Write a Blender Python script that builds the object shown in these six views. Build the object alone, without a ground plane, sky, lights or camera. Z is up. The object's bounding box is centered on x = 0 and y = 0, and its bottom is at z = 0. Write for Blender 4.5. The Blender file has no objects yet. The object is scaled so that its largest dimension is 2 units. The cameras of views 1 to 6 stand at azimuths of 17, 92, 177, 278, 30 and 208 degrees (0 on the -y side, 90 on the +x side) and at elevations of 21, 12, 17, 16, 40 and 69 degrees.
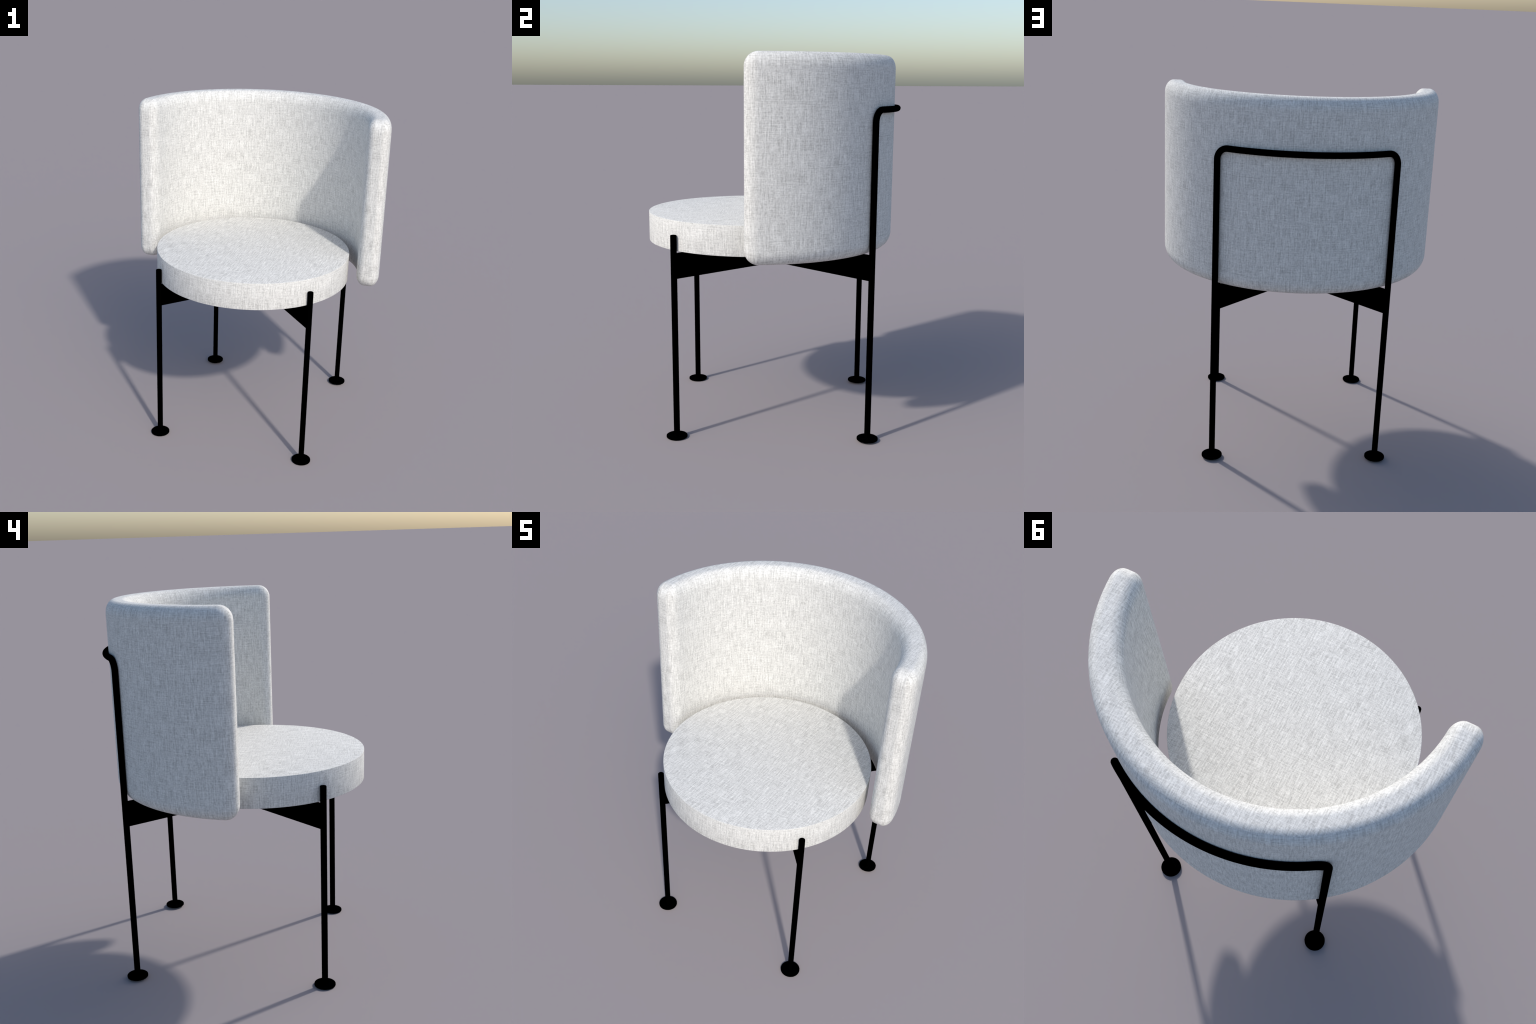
"""Round upholstered dining chair: a drum seat and a half-cylinder padded backrest
in pale linen, carried by a thin matt black tube frame with disc feet."""
import bpy, bmesh, math
from mathutils import Vector

# ------------------------------------------------------------------ sizes (m)
AXIS_Y = -0.1075            # common vertical axis of seat, backrest and rail
SEAT_R, SEAT_Z0, SEAT_Z1 = 0.579, 1.0105, 1.168
BACK_OUT, BACK_IN = 0.762, 0.631
BACK_Z0, BACK_Z1 = 1.0, 2.0
BACK_END_ROUND, BACK_SIDE_ROUND, BACK_TOP_ROUND = 0.066, 0.049, 0.069
TUBE_R = 0.0163
RAIL_R = BACK_OUT + TUBE_R  # rail is bent round the back of the cushion
RAIL_Z, RAIL_BEND = 1.7293, 0.062
LEG_X = 0.4555
FRONT_LEG_Y = AXIS_Y - math.sqrt((SEAT_R + TUBE_R) ** 2 - LEG_X ** 2)
REAR_LEG_Y = AXIS_Y + math.sqrt(RAIL_R ** 2 - LEG_X ** 2)
FRONT_LEG_TOP = 1.0955
FOOT_R, FOOT_H = 0.056, 0.010
REAR_FOOT_LIFT = 0.006      # the rear discs sit a little above the tube ends
BRACE_Z0, BRACE_Z1, BRACE_T = 0.8655, 1.0005, 0.010


# ------------------------------------------------------------------ materials
class Nodes:
    """Tiny helper to write node graphs as expressions."""
    def __init__(self, name):
        self.mat = bpy.data.materials.new(name)
        self.mat.use_nodes = True
        self.tree = self.mat.node_tree
        self.bsdf = self.tree.nodes["Principled BSDF"]

    def put(self, value, socket):
        if isinstance(value, bpy.types.NodeSocket):
            self.tree.links.new(value, socket)
        else:
            socket.default_value = value

    def math(self, op, a, b=0.0, c=None):
        n = self.tree.nodes.new("ShaderNodeMath")
        n.operation = op
        self.put(a, n.inputs[0]); self.put(b, n.inputs[1])
        if c is not None:
            self.put(c, n.inputs[2])
        return n.outputs[0]

    def mix(self, f, a, b):
        """float mix"""
        n = self.tree.nodes.new("ShaderNodeMix")
        n.data_type = 'FLOAT'
        self.put(f, n.inputs[0]); self.put(a, n.inputs[2]); self.put(b, n.inputs[3])
        return n.outputs[0]

    def vec(self, x, y, z=0.0):
        n = self.tree.nodes.new("ShaderNodeCombineXYZ")
        self.put(x, n.inputs[0]); self.put(y, n.inputs[1]); self.put(z, n.inputs[2])
        return n.outputs[0]

    def noise(self, u, v, su, sv, w=0.0, detail=0.0, rough=0.5):
        n = self.tree.nodes.new("ShaderNodeTexNoise")
        n.noise_dimensions = '3D'
        n.inputs["Scale"].default_value = 1.0
        n.inputs["Detail"].default_value = detail
        n.inputs["Roughness"].default_value = rough
        self.put(self.vec(self.math('MULTIPLY', u, su), self.math('MULTIPLY', v, sv), w),
                 n.inputs["Vector"])
        return n.outputs[0]

    def remap(self, x, a, b, lo=0.0, hi=1.0):
        n = self.tree.nodes.new("ShaderNodeMapRange")
        self.put(x, n.inputs[0])
        for i, val in enumerate((a, b, lo, hi)):
            n.inputs[i + 1].default_value = val
        return n.outputs[0]


def linen_material():
    g = Nodes("pale_linen")
    co = g.tree.nodes.new("ShaderNodeTexCoord").outputs["Object"]
    sep = g.tree.nodes.new("ShaderNodeSeparateXYZ"); g.put(co, sep.inputs[0])
    x, y, z = sep.outputs
    yc = g.math('SUBTRACT', y, AXIS_Y)
    geo = g.tree.nodes.new("ShaderNodeNewGeometry")
    nsep = g.tree.nodes.new("ShaderNodeSeparateXYZ"); g.put(geo.outputs["Normal"], nsep.inputs[0])
    flat = g.math('GREATER_THAN', g.math('ABSOLUTE', nsep.outputs[2]), 0.72)
    # the cloth is wrapped round the walls (arc length, height) and laid flat on tops
    radius = g.math('SQRT', g.math('ADD', g.math('MULTIPLY', x, x), g.math('MULTIPLY', yc, yc)))
    arc = g.math('MULTIPLY', g.math('ARCTAN2', x, yc), 0.70)
    side = g.math('DIVIDE', g.math('SUBTRACT', g.math('MULTIPLY', nsep.outputs[0], yc),
                                   g.math('MULTIPLY', nsep.outputs[1], x)), radius)
    end = g.math('GREATER_THAN', g.math('ABSOLUTE', side), 0.72)
    u = g.mix(flat, g.mix(end, arc, radius), x)
    v = g.mix(flat, z, y)
    # threads waver a little
    wu = g.noise(u, v, 9.0, 9.0, 3.1, 1.0)
    wv = g.noise(u, v, 9.0, 9.0, 7.7, 1.0)
    u = g.math('MULTIPLY_ADD', wu, 0.002, u)
    v = g.math('MULTIPLY_ADD', wv, 0.002, v)

    warp = g.noise(u, v, 155.0, 13.0, 0.0, 1.0, 0.6)      # slubs along the height
    weft = g.noise(u, v, 14.0, 165.0, 5.0, 1.0, 0.6)      # slubs across
    fine_a = g.noise(u, v, 260.0, 75.0, 9.0)
    fine_b = g.noise(u, v, 75.0, 260.0, 12.0)
    cloud = g.noise(u, v, 22.0, 16.0, 15.0, 2.0, 0.6)
    # a few long dark and light yarns
    yarn = g.noise(u, v, 5.0, 150.0, 21.0, 0.0)
    dark_yarn = g.remap(yarn, 0.27, 0.20)
    yarn2 = g.noise(u, v, 150.0, 6.0, 25.0, 0.0)
    dark_yarn2 = g.remap(yarn2, 0.25, 0.18)

    t = g.math('MULTIPLY', g.math('SUBTRACT', warp, 0.5), 1.22)
    t = g.math('MULTIPLY_ADD', g.math('SUBTRACT', weft, 0.5), 0.74, t)
    t = g.math('MULTIPLY_ADD', g.math('SUBTRACT', fine_a, 0.5), 0.6, t)
    t = g.math('MULTIPLY_ADD', g.math('SUBTRACT', fine_b, 0.5), 0.52, t)
    t = g.math('MULTIPLY_ADD', g.math('SUBTRACT', cloud, 0.5), 0.24, t)
    t = g.math('MULTIPLY_ADD', dark_yarn, -0.20, t)
    t = g.math('MULTIPLY_ADD', dark_yarn2, -0.12, t)
    t = g.math('ADD', t, 0.5)

    ramp = g.tree.nodes.new("ShaderNodeValToRGB")
    g.put(t, ramp.inputs[0])
    e = ramp.color_ramp.elements
    e[0].position, e[0].color = 0.05, (0.47, 0.466, 0.445, 1)
    e[1].position, e[1].color = 0.95, (0.83, 0.826, 0.792, 1)
    m = e.new(0.5); m.color = (0.66, 0.656, 0.628, 1)
    g.put(ramp.outputs[0], g.bsdf.inputs["Base Color"])
    g.bsdf.inputs["Roughness"].default_value = 0.95
    g.bsdf.inputs["Specular IOR Level"].default_value = 0.2
    bump = g.tree.nodes.new("ShaderNodeBump")
    bump.inputs["Strength"].default_value = 0.15
    bump.inputs["Distance"].default_value = 0.002
    g.put(t, bump.inputs["Height"])
    g.put(bump.outputs[0], g.bsdf.inputs["Normal"])
    return g.mat


def black_metal_material():
    g = Nodes("matt_black_powder_coat")
    co = g.tree.nodes.new("ShaderNodeTexCoord").outputs["Object"]
    n = g.tree.nodes.new("ShaderNodeTexNoise")
    n.inputs["Scale"].default_value = 600.0
    g.put(co, n.inputs["Vector"])
    ramp = g.tree.nodes.new("ShaderNodeValToRGB")
    g.put(n.outputs[0], ramp.inputs[0])
    ramp.color_ramp.elements[0].color = (0.0, 0.0, 0.0, 1)
    ramp.color_ramp.elements[1].color = (0.0003, 0.0003, 0.0003, 1)
    g.put(ramp.outputs[0], g.bsdf.inputs["Base Color"])
    g.bsdf.inputs["Roughness"].default_value = 1.0
    g.bsdf.inputs["Specular IOR Level"].default_value = 0.0
    return g.mat


# ------------------------------------------------------------------ mesh tools
def add(name, bm, mat, parent, angle=40.0):
    bmesh.ops.recalc_face_normals(bm, faces=bm.faces)
    me = bpy.data.meshes.new(name)
    bm.to_mesh(me); bm.free()
    me.materials.append(mat)
    for p in me.polygons:
        p.use_smooth = True
    me.set_sharp_from_angle(angle=math.radians(angle))
    ob = bpy.data.objects.new(name, me)
    bpy.context.scene.collection.objects.link(ob)
    ob.parent = parent
    return ob


def lathe(profile, segments=48):
    """Solid of revolution about z from (r, z) pairs; the ends are closed on the axis."""
    bm = bmesh.new()
    rings = []
    for r, z in profile:
        if r < 1e-6:
            rings.append([bm.verts.new((0, 0, z))])
        else:
            rings.append([bm.verts.new((r * math.cos(a), r * math.sin(a), z))
                          for a in (2 * math.pi * k / segments for k in range(segments))])
    for a, b in zip(rings, rings[1:]):
        for k in range(segments):
            j = (k + 1) % segments
            quad = [a[k % len(a)], a[j % len(a)], b[j % len(b)], b[k % len(b)]]
            face = []
            for vtx in quad:
                if vtx not in face:
                    face.append(vtx)
            bm.faces.new(face)
    return bm


def rounded_drum(r, z0, z1, bevel, steps=4):
    """(r, z) profile of a disc with both rims rounded by `bevel`."""
    pts = [(0, z0)]
    for k in range(steps + 1):
        a = math.pi / 2 * k / steps
        pts.append((r - bevel + bevel * math.sin(a), z0 + bevel - bevel * math.cos(a)))
    for k in range(steps + 1):
        a = math.pi / 2 * k / steps
        pts.append((r - bevel + bevel * math.cos(a), z1 - bevel + bevel * math.sin(a)))
    pts.append((0, z1))
    return pts


def tube(path, radius, segments=32, caps=True):
    """Round tube swept along a list of points (parallel-transport frames)."""
    bm = bmesh.new()
    pts = [Vector(p) for p in path]
    tangents = []
    for i in range(len(pts)):
        a, b = pts[max(i - 1, 0)], pts[min(i + 1, len(pts) - 1)]
        tangents.append((b - a).normalized())
    tangents[0] = tangents[-1] = None
    tangents[0] = (pts[1] - pts[0]).normalized()
    tangents[-1] = (pts[-1] - pts[-2]).normalized()
    normal = tangents[0].orthogonal().normalized()
    rings = []
    for p, t in zip(pts, tangents):
        normal = (normal - t * normal.dot(t)).normalized()
        side = t.cross(normal)
        rings.append([bm.verts.new(p + radius * (math.cos(a) * normal + math.sin(a) * side))
                      for a in (2 * math.pi * k / segments for k in range(segments))])
    for a, b in zip(rings, rings[1:]):
        for k in range(segments):
            j = (k + 1) % segments
            bm.faces.new((a[k], a[j], b[j], b[k]))
    if caps:
        bm.faces.new(rings[0][::-1]); bm.faces.new(rings[-1])
    return bm


def rounded_box(half, rnd, cuts):
    """Box of half sizes `half`, edges rounded by the per-axis radii `rnd`, gridded with
    `cuts` cells along the straight part of each axis; centred on the origin."""
    def stops(h, r, n, steps=10):
        inner = h - r
        fillet = [math.tan(math.pi / 4 * k / steps) * r for k in range(1, steps + 1)]
        mid = [-inner + 2 * inner * k / n for k in range(n + 1)]
        return [-inner - f for f in reversed(fillet)] + mid + [inner + f for f in fillet]
    axes = [stops(h, r, n) for h, r, n in zip(half, rnd, cuts)]
    bm = bmesh.new()
    cache = {}

    def vert(p):
        key = tuple(round(c, 6) for c in p)
        if key not in cache:
            q = [max(-(h - r), min(h - r, c)) for c, h, r in zip(p, half, rnd)]
            d = Vector([(c - k) / r for c, k, r in zip(p, q, rnd)])
            d.normalize()
            cache[key] = bm.verts.new([k + r * c for k, r, c in zip(q, rnd, d)])
        return cache[key]

    for ax in range(3):
        b, c = (ax + 1) % 3, (ax + 2) % 3
        for sign in (-1, 1):
            for i in range(len(axes[b]) - 1):
                for j in range(len(axes[c]) - 1):
                    quad = []
                    for di, dj in ((0, 0), (1, 0), (1, 1), (0, 1)):
                        p = [0, 0, 0]
                        p[ax] = sign * half[ax]
                        p[b], p[c] = axes[b][i + di], axes[c][j + dj]
                        quad.append(vert(p))
                    bm.faces.new(quad if sign > 0 else quad[::-1])
    return bm


# ------------------------------------------------------------------ build
linen = linen_material()
black = black_metal_material()

chair = bpy.data.objects.new("upholstered_chair", None)
bpy.context.scene.collection.objects.link(chair)
chair["label"] = "round pale linen dining chair with curved backrest and black tube legs"
chair["category"] = "chair"

# seat: plain drum with crisp rims
seat_bm = lathe(rounded_drum(SEAT_R, SEAT_Z0, SEAT_Z1, 0.002, 3), 192)
bmesh.ops.translate(seat_bm, verts=seat_bm.verts, vec=(0, AXIS_Y, 0))
add("seat_cushion", seat_bm, linen, chair)

# backrest: a padded slab bent into a half cylinder
mid = (BACK_OUT + BACK_IN) / 2
half_len = mid * math.pi / 2 + 0.0025
back_bm = rounded_box((half_len, (BACK_OUT - BACK_IN) / 2, (BACK_Z1 - BACK_Z0) / 2),
                      (BACK_END_ROUND, BACK_SIDE_ROUND, BACK_TOP_ROUND), (120, 2, 16))
for vtx in back_bm.verts:
    s, t, h = vtx.co
    a, r = s / mid, mid + t
    vtx.co = (1.003 * r * math.sin(a), AXIS_Y + r * math.cos(a), (BACK_Z0 + BACK_Z1) / 2 + h)
add("backrest", back_bm, linen, chair, 60)

# legs with disc feet
rear_leg_top = RAIL_Z - RAIL_BEND
def add_leg(x, y, top, rounded, foot_z):
    if rounded:
        profile = [(0, 0.0005), (TUBE_R, 0.0005)]
        b = 0.004
        profile += [(TUBE_R - b + b * math.cos(a), top - b + b * math.sin(a))
                    for a in (math.pi / 2 * k / 4 for k in range(5))] + [(0, top)]
        bm = lathe(profile, 32)
    else:
        bm = tube([(0, 0, 0.0), (0, 0, top)], TUBE_R)
    bmesh.ops.translate(bm, verts=bm.verts, vec=(x, y, 0))
    leg = add("leg", bm, black, chair)
    fbm = lathe(rounded_drum(FOOT_R, foot_z, foot_z + FOOT_H, 0.002, 3), 48)
    bmesh.ops.translate(fbm, verts=fbm.verts, vec=(x, y, 0))
    add("foot", fbm, black, leg)

for side in (-1, 1):
    add_leg(side * LEG_X, FRONT_LEG_Y, FRONT_LEG_TOP, True, 0.0)
for side in (-1, 1):
    add_leg(side * LEG_X, REAR_LEG_Y, rear_leg_top, False, REAR_FOOT_LIFT)

# back rail: rises from the rear legs, bends over and follows the cushion
a0 = math.asin(LEG_X / RAIL_R)
s0 = a0 * RAIL_R
flat_path = []
for k in range(13):
    a = math.pi / 2 * k / 12
    flat_path.append((-s0 + RAIL_BEND * (1 - math.cos(a)), rear_leg_top + RAIL_BEND * math.sin(a)))
run = s0 - RAIL_BEND
flat_path += [(-run + 2 * run * k / 48, RAIL_Z) for k in range(1, 48)]
flat_path += [(-s, z) for s, z in reversed(flat_path[:13])]
rail = [(RAIL_R * math.sin(s / RAIL_R), AXIS_Y + RAIL_R * math.cos(s / RAIL_R), z) for s, z in flat_path]
add("back_rail", tube(rail, TUBE_R), black, chair)

# crossed flat bars under the seat, one from each front leg to the opposite rear leg
for side, drop in ((-1, 0.0), (1, 0.001)):
    p = Vector((side * LEG_X, FRONT_LEG_Y, 0)); q = Vector((-side * LEG_X, REAR_LEG_Y, 0))
    d = (q - p).normalized()
    n = d.cross(Vector((0, 0, 1))) * BRACE_T / 2
    bm = bmesh.new()
    ends = []
    for e in (p, q):
        ends.append([bm.verts.new(e + o + Vector((0, 0, z - drop)))
                     for o, z in ((n, BRACE_Z0), (-n, BRACE_Z0), (-n, BRACE_Z1), (n, BRACE_Z1))])
    bm.faces.new(ends[0]); bm.faces.new(ends[1][::-1])
    for k in range(4):
        j = (k + 1) % 4
        bm.faces.new((ends[0][k], ends[1][k], ends[1][j], ends[0][j]))
    add("brace", bm, black, chair, 30)
